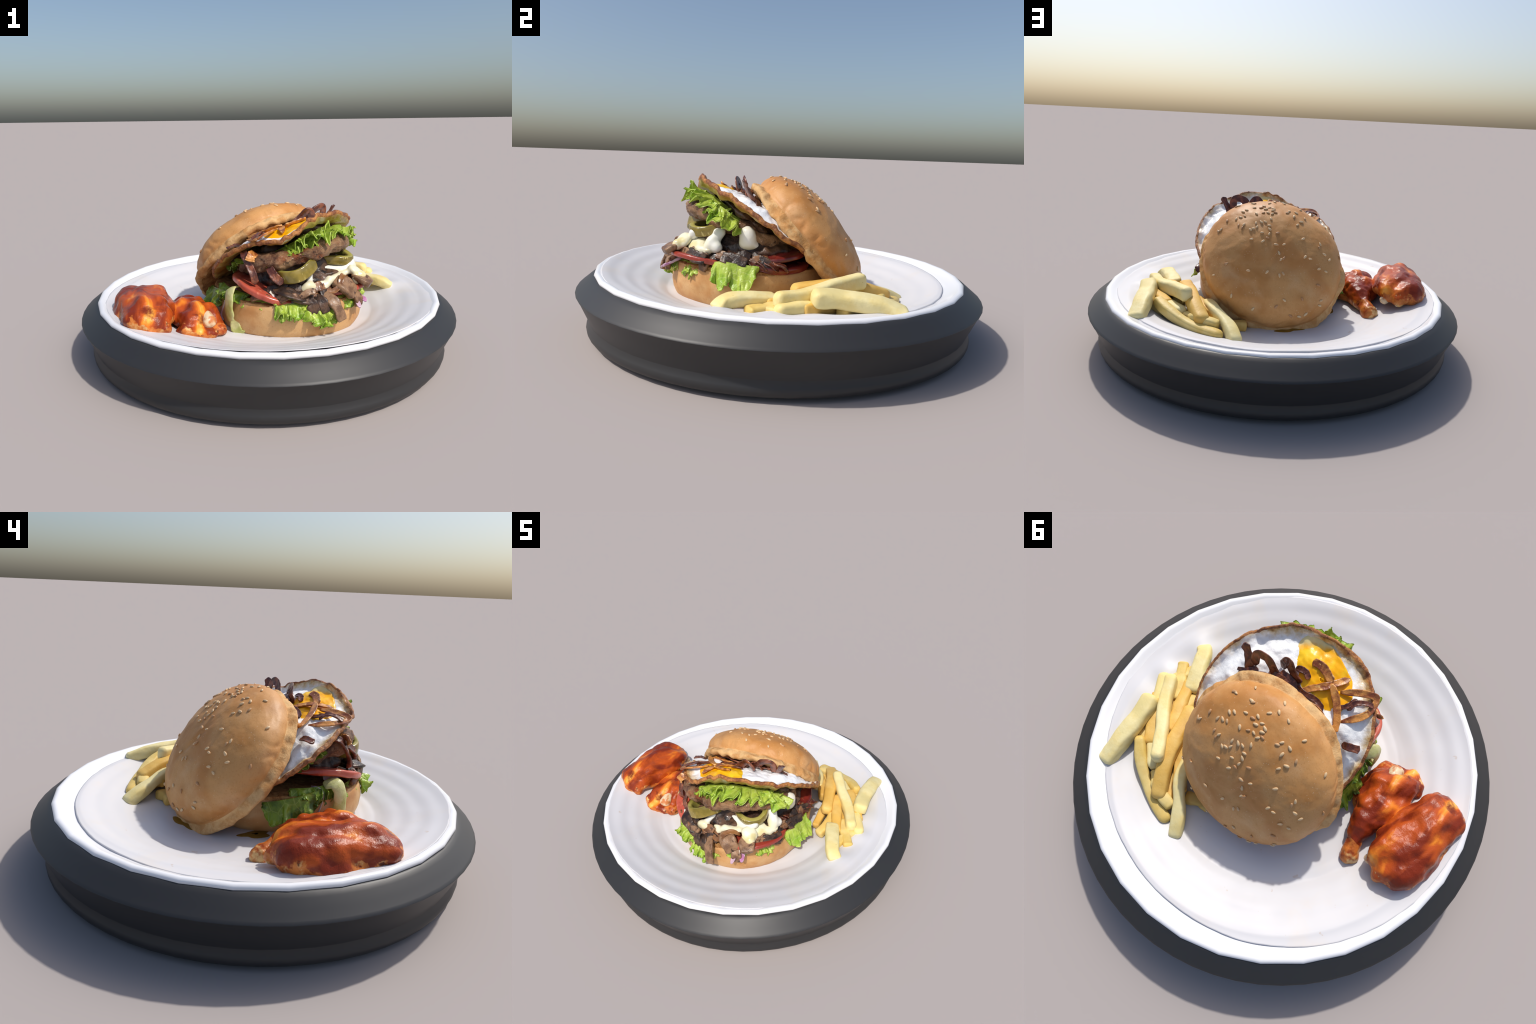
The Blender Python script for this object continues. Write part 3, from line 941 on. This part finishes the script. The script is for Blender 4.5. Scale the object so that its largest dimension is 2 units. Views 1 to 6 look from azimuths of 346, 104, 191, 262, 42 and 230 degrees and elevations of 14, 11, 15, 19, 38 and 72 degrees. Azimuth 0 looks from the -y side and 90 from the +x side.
def build_lettuce(root):
    L, G, W = MT['lettuce'], MT['lettuce_deep'], MT['lettuce_rib']
    # frilled leaf over the front left of the heel, hanging down the crust
    for (a0, a1, r, z, dz, w, ru, fq, dr, sd) in ((243, 266, .375, .362, -.45, .062, .024, 4.0, .02, 1.0), (262, 286, .385, .345, -1.0, .070, .024, 4.2, .01, 2.0),
                                                  (268, 291, .395, .305, -1.5, .055, .024, 4.0, .0, 17.0), (246, 262, .395, .335, -.9, .045, .020, 3.0, .0, 18.0)):
        d = [a0 + (a1 - a0) * k / 4 for k in range(5)]
        leaf(root, 'lettuce_leaf', [ringpt(a, r, z) for a in d], [radial(a, dz) for a in d], w, L, ru, fq, dr, sd, jag=.3)
    # broad smooth leaf hanging on the right side of the heel
    d = [-12, 0, 12, 24]
    leaf(root, 'lettuce_leaf', [ringpt(a, q, z) for a, q, z in ((-12, .372, .388), (-3, .384, .400), (8, .380, .392), (21, .384, .386))],
         [radial(a, -2.2) for a in (-12, -3, 8, 21)], .118, L, .017, 2.6, .0, 3.0, cup=-.006, jag=.3)
    # frills peeping from the joint all round the heel
    for (a0, a1, r, w, m, dr, sd, fq) in ((213, 240, .370, .042, L, .025, 4, 4), (296, 318, .380, .048, L, .030, 5, 3), (318, 338, .380, .048, L, .028, 6, 3.5),
                                          (190, 212, .365, .042, G, .025, 7, 4), (20, 60, .36, .03, G, .02, 8, 5)):
        d = [a0 + (a1 - a0) * k / 4 for k in range(5)]
        leaf(root, 'lettuce_leaf', [ringpt(a, r - .02, .362) for a in d], [radial(a, -.35) for a in d], w, m, .016, fq, dr, sd, nu=70)
    # dark leaf folded out at the left, under the bun
    az = (200, 190, 180, 170, 160)
    leaf(root, 'lettuce_leaf', [ringpt(a, .372 + .006 * k, .386 - .013 * k) for k, a in enumerate(az)], [radial(a, -2.6 + .32 * k) for k, a in enumerate(az)], .100, G, .018, 3.4, .0, 9.0)
    leaf(root, 'lettuce_leaf', [ringpt(a, .340, .384) for a in (205, 192, 178)], [radial(a, -.4) for a in (205, 192, 178)], .055, G, .020, 3, .02, 19.0, nu=70)
    leaf(root, 'lettuce_leaf', [V((-.19, -.36, .385)), V((-.235, -.29, .39)), V((-.26, -.22, .385))],
         [V((-.8, -.6, -.3)), V((-1, -.4, -.4)), V((-1, -.2, -.5))], .055, G, .018, 3, .02, 10.0, nu=60)
    # pale rib standing at the left front
    ribbon(root, 'lettuce_rib', [V((-.235, -.27, .40)), V((-.275, -.315, .408)), V((-.290, -.335, .36)), V((-.290, -.335, .29)), V((-.285, -.33, .25))], .068, .010, W, (-.6, -.8, 0), seed=5)
    ribbon(root, 'lettuce_rib', [V((-.26, -.335, .26)), V((-.255, -.36, .215)), V((-.23, -.375, .185))], .055, .010, W, (-.6, -.8, 0), seed=6)
    # upper leaf between the top patty and the egg
    def below(x, y, d):
        """a point d under the egg's plane, lower where the egg slumps"""
        z = EGG_C.z + (.221 * (x - EGG_C.x) - .525 * (y - EGG_C.y)) / .822
        return V((x, y, z - d - .05 * math.exp(-((x + .03) / .10) ** 2 - ((y + .36) / .14) ** 2)))

    def lf(path, outs, w, m, ru, fq, dr, sd, nu=110):
        leaf(root, 'lettuce_leaf', [below(*p) for p in path], outs, w, m, ru, fq, dr, sd, nu=nu)
    lf([(-.15, -.25, .050), (-.05, -.30, .050), (.07, -.315, .058), (.18, -.29, .060), (.27, -.22, .060)],
       [V((-.6, -.8, .0)), V((-.2, -1, .0)), V((.1, -1, .0)), V((.5, -.85, .05)), V((.9, -.4, .05))], .118, L, .022, 9, .018, 11.0, 170)
    lf([(-.04, -.34, .080), (.06, -.36, .090), (.16, -.35, .090), (.25, -.31, .088)],
       [V((-.1, -1, -.1)), V((.1, -1, -.1)), V((.4, -1, -.1)), V((.7, -.7, -.1))], .060, L, .022, 6, .010, 12.0)
    lf([(.08, -.32, .050), (.18, -.30, .055), (.26, -.25, .055), (.31, -.17, .055)],
       [V((.05, -1, .22)), V((.35, -.9, .22)), V((.7, -.6, .18)), V((1, -.2, .1))], .130, L, .026, 7, .018, 13.0)
    lf([(.00, -.33, .055), (.10, -.34, .060), (.19, -.32, .060)],
       [V((-.2, -1, .28)), V((.1, -1, .28)), V((.4, -.9, .25))], .105, L, .024, 5, .010, 20.0)
    lf([(.27, -.26, .075), (.31, -.20, .075), (.33, -.13, .07), (.325, -.07, .065)],
       [V((.7, -.6, .1)), V((1, -.2, -.15)), V((1, .1, -.25)), V((1, .2, -.3))], .105, L, .024, 4.5, .015, 14.0)
    lf([(.32, -.25, .07), (.355, -.20, .07), (.365, -.15, .07)],
       [V((.8, -.4, -.7)), V((1, -.1, -.8)), V((1, .2, -.8))], .055, L, .022, 3, .0, 15.0, 70)
    lf([(-.14, -.27, .040), (-.18, -.20, .045), (-.19, -.12, .045)],
       [V((-.8, -.6, -.05)), V((-1, -.2, -.1)), V((-1, 0, -.1))], .065, G, .018, 4, .01, 16.0, 70)


def disc(root, name, M, R, T, mat, seed):
    prof = smooth_profile([(0, -T / 2), (R * .8, -T / 2), (R * .97, -T * .42), (R, 0), (R * .97, T * .42), (R * .8, T / 2), (0, T / 2)], 30)

    def wob(p, a, r):
        k = 1 + .03 * noise.noise(V((math.cos(a) * 2, math.sin(a) * 2, seed)))
        return V((p.x * k, p.y * k, p.z + .012 * (r / R) ** 2 * math.sin(2 * a + seed) + .004 * fbm(p, 8, 3, seed)))
    v, f = lathe(prof, 110, wob)
    return part(name, v, [q[::-1] for q in f], mat, root, M=M)


def build_filling(root):
    T = MT['tomato']
    disc(root, 'tomato_slice', frame((-.050, -.285, .402), (.18, -.14, .97)), .205, .034, T, 1)
    disc(root, 'tomato_slice', frame((.272, -.270, .380), (-.06, .10, .99)), .192, .026, T, 2)
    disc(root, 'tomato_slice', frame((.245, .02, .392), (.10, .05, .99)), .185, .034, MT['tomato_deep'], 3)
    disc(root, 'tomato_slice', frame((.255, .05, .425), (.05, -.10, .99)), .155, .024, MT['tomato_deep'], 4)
    # dark lump modelled for the shadowed hollow between the layers
    vs, fs = fused([('e', (.10, -.20, .44), (.27, .24, .075)), ('e', (.06, -.20, .50), (.22, .20, .075)), ('e', (.0, -.05, .48), (.24, .22, .09)),
                    ('e', (.12, -.05, .44), (.27, .26, .07)), ('e', (.12, -.10, .548), (.27, .25, .030), (-.56, -.24, 0))], .014, 4, ((.022, 7), (.016, 17)), 3)
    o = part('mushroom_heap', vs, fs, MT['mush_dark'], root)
    o['kind'] = 'stuff'
    build_patty(root, 'beef_patty', frame((.095, -.11, .445), (-.04, .05, 1)), .272, .085, MT['beef_dark'], 5, .05)
    build_patty(root, 'beef_patty', frame(PAT_C, PAT_N), .308, .084, MT['beef'], 2, .035, .055)

    def slab(pts, w, h, mat, up, seed, name='mushroom_slice'):
        def sec(t, a):
            k = (.45 + .55 * math.sin(pi * min(1, max(0, .08 + .84 * t))) ** .5) * (1 + .2 * noise.noise(V((t * 4, seed, 1))))
            x, y = superell(w / 2 * k, h / 2 * (.6 + .4 * k), a, .7)
            g = .12 * noise.noise(V((t * 5, math.cos(a) * 1.5, math.sin(a) * 1.5 + seed)))
            return x * (1 + g), y * (1 + g) + .3 * h * (x / w * 2) ** 2
        v, f = sweep(pts, 30, sec, up, 18)
        return part(name, v, f, mat, root)
    B, D, S = MT['mush_brown'], MT['mush_dark'], MT['mush_strip']
    o1 = (.4, -.75, .5)
    # grey oval cap, square piece and slab on the front right
    slab([(.225, -.425, .435), (.255, -.45, .42), (.285, -.458, .395), (.300, -.455, .372)], .092, .05, B, o1, 1)
    slab([(.345, -.385, .445), (.372, -.425, .43), (.402, -.452, .412)], .085, .035, B, (.3, -.4, .8), 2)
    slab([(.305, -.435, .385), (.325, -.462, .36), (.330, -.470, .315)], .058, .028, B, (.5, -.8, .1), 3)
    # long droop at the front
    slab([(.150, -.480, .395), (.175, -.520, .370), (.195, -.545, .330), (.212, -.552, .282)], .056, .026, B, (.2, -.9, .2), 4)
    # charred pieces on the left
    slab([(-.075, -.43, .425), (-.045, -.480, .420), (.01, -.50, .40), (.05, -.50, .385)], .062, .022, D, (-.1, -.5, .9), 5)
    slab([(-.02, -.45, .40), (.03, -.49, .39), (.085, -.50, .375)], .075, .03, D, (-.1, -.6, .7), 6)
    slab([(.050, -.485, .385), (.075, -.515, .360), (.092, -.525, .318)], .060, .024, D, (0, -.9, .2), 7)
    slab([(.105, -.48, .385), (.128, -.517, .365), (.140, -.530, .320)], .052, .024, D, (.1, -.9, .2), 8)
    slab([(.0, -.46, .36), (.045, -.49, .352), (.10, -.51, .345)], .06, .028, D, (-.1, -.8, .4), 9)
    # pale strip in front of them
    slab([(.105, -.420, .425), (.075, -.455, .395), (.035, -.490, .365), (.02, -.505, .345)], .034, .020, S, (-.4, -.6, .6), 10)
    # right side pieces
    slab([(.36, -.26, .425), (.395, -.215, .413), (.412, -.160, .410)], .06, .028, D, (.8, -.2, .6), 11)
    slab([(.405, -.225, .40), (.432, -.240, .375), (.440, -.250, .345)], .05, .022, S, (.9, -.3, .2), 12)
    slab([(.33, -.33, .43), (.375, -.30, .42), (.405, -.25, .408)], .055, .026, B, (.7, -.4, .6), 13)
    slab([(.37, -.05, .42), (.40, .01, .405), (.405, .07, .385)], .05, .03, D, (.9, 0, .5), 14)
    slab([(.15, -.36, .46), (.22, -.36, .468), (.30, -.32, .468)], .07, .03, D, (.1, -.4, .9), 15)
    slab([(.40, -.33, .42), (.435, -.285, .405), (.445, -.23, .400)], .06, .030, D, (.8, -.4, .5), 16)
    slab([(.33, -.40, .425), (.38, -.36, .415), (.42, -.31, .405)], .05, .028, B, (.7, -.6, .4), 17)
    slab([(.42, -.16, .415), (.43, -.10, .405), (.435, -.04, .395)], .055, .030, D, (.9, 0, .5), 18)
    for q in range(6):
        y = -.16 + .045 * q
        ribbon(root, 'fried_onion', [(.36, y, .425), (.405, y + .02, .415 - .004 * q), (.435 - .004 * q, y + .05, .39), (.438 - .006 * q, y + .075, .365)], .028, .012, MT['dark_onion'], (.8, .2, .6), n=20, twist=.6 * (q % 2), seed=60 + q)
    rnd = random.Random(5)
    for k in range(24):                       # tucked-in scraps
        a = math.radians(rnd.uniform(225, 385))
        r = rnd.uniform(.33, .385)
        p = V((BC.x + r * math.cos(a), BC.y + r * math.sin(a), rnd.uniform(.385, .42)))
        t = V((-math.sin(a), math.cos(a), rnd.uniform(-.4, .4))) * rnd.uniform(.03, .05)
        slab([p - t, p + V((0, 0, .008)), p + t], rnd.uniform(.03, .05), .022, rnd.choice((B, D, D, S)), (math.cos(a), math.sin(a), .8), 20 + k)
    # caramelised onion loop
    ribbon(root, 'onion_strip', [(.160, -.470, .408), (.195, -.480, .404), (.228, -.475, .425), (.245, -.455, .455), (.270, -.425, .462), (.300, -.400, .440)], .026, .010, MT['caramel_onion'], (.2, -.8, .5), seed=2)
    # raw onion slivers at the joint
    for p, w, m in (([(.30, -.40, .375), (.318, -.46, .348), (.325, -.508, .318)], .022, 'onion'), ([(.33, -.40, .372), (.355, -.44, .352), (.372, -.475, .335)], .024, 'purple_onion'),
                    ([(-.09, -.41, .375), (-.03, -.47, .365), (.03, -.50, .355)], .03, 'onion'), ([(-.20, -.28, .40), (-.15, -.34, .40), (-.09, -.37, .39)], .045, 'onion'),
                    ([(-.22, -.22, .375), (-.27, -.26, .365), (-.285, -.25, .30), (-.30, -.22, .235), (-.32, -.25, .20)], .026, 'onion'), ([(-.10, -.43, .42), (-.085, -.45, .40), (-.06, -.455, .375)], .035, 'onion')):
        ribbon(root, 'onion_sliver', p, w, .008, MT[m], (0, -.5, .8), n=24, seed=w * 100)


def pepper_ring(root, M, R, r, h, seed):
    """slice of pickled pepper: skin outside, paler flesh inside"""
    prof = [(r, -h * .38), (r + .006, -h * .48), (R * .93, -h * .5), (R * .985, -h * .42), (R, -h * .2), (R * 1.01, .1 * h), (R, h * .3), (R * .97, h * .46), (R * .9, h * .5), (r + .006, h * .48), (r, h * .38)]
    prof = smooth_profile(prof, 40)
    n, na = len(prof), 110
    vs, F, fm = [], [], []
    for i, (q, z) in enumerate(prof):
        for j in range(na):
            a = 2 * pi * j / na
            k = 1 + .06 * math.sin(2 * a + seed) + .03 * math.sin(3 * a + 2 * seed) + .02 * noise.noise(V((math.cos(a) * 4, math.sin(a) * 4, seed)))
            vs.append(V((q * k * math.cos(a), q * k * math.sin(a), z + .008 * math.sin(2 * a + seed * 2))))
    for i in range(n):
        i2 = (i + 1) % n
        for j in range(na):
            j2 = (j + 1) % na
            F.append((i * na + j, i * na + j2, i2 * na + j2, i2 * na + j))
            fm.append(0 if prof[i][0] > R * .95 and i != n - 1 else 1)
    part('pickled_pepper_ring', vs, F, [MT['pepper_skin'], MT['pepper_flesh']], root, M=M, fmat=fm)


def build_toppings(root):
    pepper_ring(root, frame((.038, -.400, .500), (-.30, .14, .94)), .096, .070, .062, 1.0)
    pepper_ring(root, frame((.272, -.275, .532), (.12, -.22, .96)), .100, .070, .046, 2.2)
    MA, CH = MT['mayo'], MT['cheese']
    def blob(name, prims, mat, vox=.006, sd=1):
        vs, fs = fused(prims, vox, 14, ((.002, 18),), sd)
        part(name, vs, fs, mat, root)
    blob('mayonnaise', [('e', (.080, -.462, .428), (.040, .026, .034), (.2, .2, .3)), ('e', (.060, -.466, .420), (.028, .022, .026)), ('c', (.085, -.45, .445), (.105, -.40, .475), .018, .016)], MA)
    blob('mayonnaise', [('c', (.225, -.345, .480), (.31, -.345, .470), .022, .030, .8), ('c', (.30, -.35, .465), (.345, -.33, .500), .030, .026), ('c', (.26, -.36, .465), (.27, -.40, .440), .022, .018), ('e', (.20, -.33, .485), (.05, .03, .014))], MA, sd=2)
    blob('mayonnaise', [('c', (.36, -.19, .515), (.385, -.225, .470), .022, .030), ('c', (.385, -.225, .470), (.405, -.245, .430), .034, .022), ('e', (.395, -.200, .450), (.03, .03, .03)), ('c', (.36, -.21, .515), (.32, -.20, .52), .020, .016)], MA, sd=3)
    blob('mayonnaise', [('e', (.366, -.060, .500), (.036, .042, .056), (.1, .1, 0)), ('e', (.362, -.062, .475), (.040, .044, .036)), ('e', (.355, -.035, .465), (.03, .03, .02))], MA, sd=4)
    blob('melted_cheese', [('e', (.352, -.378, .466), (.050, .040, .022), (.5, .5, .4)), ('e', (.372, -.400, .445), (.030, .028, .030)), ('e', (.34, -.415, .430), (.022, .018, .030)), ('c', (.345, -.36, .470), (.27, -.385, .458), .024, .022, .7),
                           ('c', (.27, -.39, .455), (.20, -.415, .442), .022, .024, .7), ('c', (.20, -.415, .44), (.165, -.435, .412), .024, .020), ('c', (.165, -.435, .41), (.172, -.452, .380), .016, .012), ('e', (.235, -.40, .435), (.04, .018, .02)), ('e', (.15, -.425, .43), (.03, .02, .018))], CH, sd=5)
    blob('melted_cheese', [('e', (.355, -.31, .455), (.05, .05, .018), (.3, .5, .2)), ('c', (.385, -.29, .44), (.405, -.235, .435), .022, .024, .8), ('e', (.40, -.27, .425), (.02, .025, .025))], CH, sd=6)


def build_burger():
    root = thing('burger', BC, 'tall open burger with seeded bun, fried egg, patties, lettuce', 'burger')
    build_bottom_bun(root)
    build_lettuce(root)
    build_filling(root)
    build_toppings(root)
    build_egg(root)
    build_onions(root)
    build_top_bun(root)


# ------------------------------------------------------------------ fries
def fry(pts, w, h, mat, seed, up=(0, 0, 1), e=.55):
    w, h = w * .96, h * .96
    rnd = random.Random(seed)
    pts = [V(p) + V((0, 0, -.004)) for p in pts]
    for p in pts[1:-1]:
        p += V((rnd.uniform(-1, 1), rnd.uniform(-1, 1), rnd.uniform(-.6, .6))) * .009

    def sec(t, a):
        end = min(1, t / .05, (1 - t) / .05)
        k = .50 + .50 * math.sqrt(max(0, end))
        k *= 1 + .18 * noise.noise(V((t * 3, seed, 2)))
        x, y = superell(w / 2 * k, h / 2 * k, a, e)
        g = .09 * noise.noise(V((t * 6, math.cos(a) * 1.2, math.sin(a) * 1.2 + seed)))
        return x * (1 + g), y * (1 + g)
    v, f = sweep(pts, 44, sec, up, 28)
    o = part('french_fry', v, f, MT[mat])
    o['label'] = 'thick cut fried potato stick, soft yellow'
    o['category'] = 'french fry'


def build_fries():
    fry([(.522, .655, .262), (.552, .54, .296), (.588, .40, .320), (.628, .285, .326)], .088, .070, 'fry_pale', 1, (.15, 0, 1))
    fry([(.668, .145, .308), (.56, .25, .318), (.44, .365, .335), (.335, .465, .350)], .064, .074, 'fry_pale', 2)
    fry([(.715, .160, .274), (.62, .27, .276), (.50, .385, .268), (.345, .495, .262)], .064, .072, 'fry_pale', 3)
    fry([(.715, -.080, .258), (.680, -.045, .290), (.625, .03, .294), (.545, .125, .280)], .080, .058, 'fry_pale', 4)
    fry([(.468, .170, .298), (.395, .295, .312), (.31, .435, .300), (.218, .565, .256)], .074, .072, 'fry_gold', 5)
    fry([(.28, .34, .276), (.205, .435, .280), (.12, .53, .248), (.035, .615, .196)], .062, .058, 'fry_pale', 6)
    fry([(.510, .452, .302), (.405, .53, .268), (.27, .575, .232), (.115, .595, .210)], .056, .058, 'fry_mid', 7)
    fry([(.715, .05, .262), (.64, .12, .268), (.56, .20, .262)], .060, .054, 'fry_mid', 8)
    fry([(.500, .045, .225), (.515, .14, .262), (.48, .26, .272), (.41, .39, .248)], .062, .064, 'fry_mid', 9)
    fry([(.62, .15, .235), (.53, .26, .245), (.42, .385, .24)], .058, .060, 'fry_gold', 10)
    fry([(.16, .46, .198), (.11, .42, .20), (.05, .40, .20)], .06, .05, 'fry_gold', 11)
    fry([(.36, .38, .225), (.26, .48, .222), (.17, .55, .215)], .06, .055, 'fry_gold', 12)
    fry([(.44, .10, .21), (.42, .20, .235), (.38, .30, .24)], .05, .055, 'fry_gold', 13)
    fry([(.60, .40, .262), (.50, .44, .255), (.40, .46, .248)], .056, .056, 'fry_mid', 14)
    # golden sticks buried in the pile
    fry([(.65, .25, .272), (.56, .34, .276), (.45, .44, .272)], .062, .066, 'fry_gold', 15)
    fry([(.60, .09, .268), (.52, .21, .288), (.43, .33, .290)], .066, .066, 'fry_gold', 16)
    fry([(.34, .49, .250), (.25, .53, .250), (.15, .54, .238)], .060, .062, 'fry_mid', 17)
    fry([(.36, .30, .262), (.27, .40, .266), (.18, .47, .252)], .064, .066, 'fry_gold', 18)
    fry([(.64, .02, .252), (.66, .11, .262), (.67, .20, .258)], .058, .054, 'fry_mid', 19)


# ------------------------------------------------------------------ wings
def build_wings():
    root = thing('glazed_chicken_wing', (-.68, -.21, .25), 'flat chicken wing piece in shiny red-brown sauce', 'chicken wing')
    P = [('c', (-.722, -.370, .326), (-.740, -.06, .314), .074, .080, .87), ('c', (-.630, -.365, .318), (-.628, -.07, .325), .072, .074, .85), ('c', (-.695, -.34, .362), (-.685, -.12, .352), .056, .062, .9),
         ('c', (-.622, -.31, .350), (-.615, -.13, .350), .048, .055, .9), ('c', (-.578, -.26, .318), (-.580, -.12, .312), .045, .045), ('e', (-.785, -.18, .285), (.045, .17, .035)), ('c', (-.645, -.415, .300), (-.71, -.395, .310), .046, .05), ('c', (-.725, -.05, .315), (-.758, -.01, .300), .07, .048), ('c', (-.63, -.06, .31), (-.622, -.01, .295), .05, .034),
         ('e', (-.745, -.17, .285), (.055, .17, .040)), ('c', (-.70, -.02, .305), (-.69, .02, .290), .06, .038), ('e', (-.580, -.24, .285), (.050, .13, .04)), ('c', (-.62, -.39, .285), (-.595, -.43, .275), .034, .026),
         ('c', (-.72, -.39, .285), (-.755, -.41, .270), .04, .028), ('c', (-.67, -.43, .29), (-.675, -.455, .275), .03, .022)]
    vs, fs = fused(P, .008, 26, ((.016, 5.5), (.004, 16), (.0012, 45)), 2)
    part('wing_meat', vs, fs, MT['wing_flat'], root)
    for p, r in ((((-.637, -.03, .292), (-.612, .000, .280)), (.022, .025)), (((-.69, .015, .285), (-.686, .030, .277)), (.02, .017)), (((-.725, -.395, .285), (-.752, -.410, .278)), (.024, .024))):
        v2, f2 = fused([('c', p[0], p[1], r[0], r[1])], .005, 3, ((.004, 22),), 1)
        part('wing_bone', v2, f2, MT['bone'], root)
    root = thing('glazed_chicken_drumette', (-.43, -.22, .20), 'small chicken drumette in shiny red-brown sauce', 'chicken wing')
    P = [('c', (-.465, -.345, .276), (-.41, -.275, .270), .074, .082, .85), ('c', (-.385, -.31, .258), (-.375, -.20, .245), .06, .056), ('c', (-.425, -.22, .270), (-.47, -.10, .252), .066, .056),
         ('c', (-.475, -.20, .275), (-.49, -.08, .248), .072, .056), ('c', (-.47, -.10, .265), (-.52, .005, .235), .058, .042), ('c', (-.52, .005, .235), (-.535, .045, .215), .042, .046),
         ('c', (-.43, -.405, .225), (-.35, -.37, .225), .050, .046, .8), ('c', (-.50, -.40, .255), (-.46, -.43, .240), .045, .040, .8), ('e', (-.42, -.26, .22), (.12, .15, .05)), ('c', (-.380, -.26, .280), (-.41, -.16, .292), .032, .034),
         ('e', (-.440, -.29, .318), (.045, .06, .042)), ('c', (-.515, -.30, .272), (-.525, -.16, .265), .044, .05), ('c', (-.53, -.39, .24), (-.51, -.42, .225), .03, .026)]
    vs, fs = fused(P, .008, 18, ((.016, 7), (.006, 18), (.0015, 45)), 6)
    part('wing_meat', vs, fs, MT['wing_drum'], root)
    for p, r in ((((-.400, -.345, .285), (-.393, -.372, .272)), (.034, .036)), (((-.550, .048, .222), (-.552, .056, .200)), (.018, .02))):
        v2, f2 = fused([('c', p[0], p[1], r[0], r[1])], .005, 3, ((.003, 25),), 1)
        part('wing_bone', v2, f2, MT['bone'], root)


build_stand()
build_plate()
build_burger()
build_fries()
build_wings()
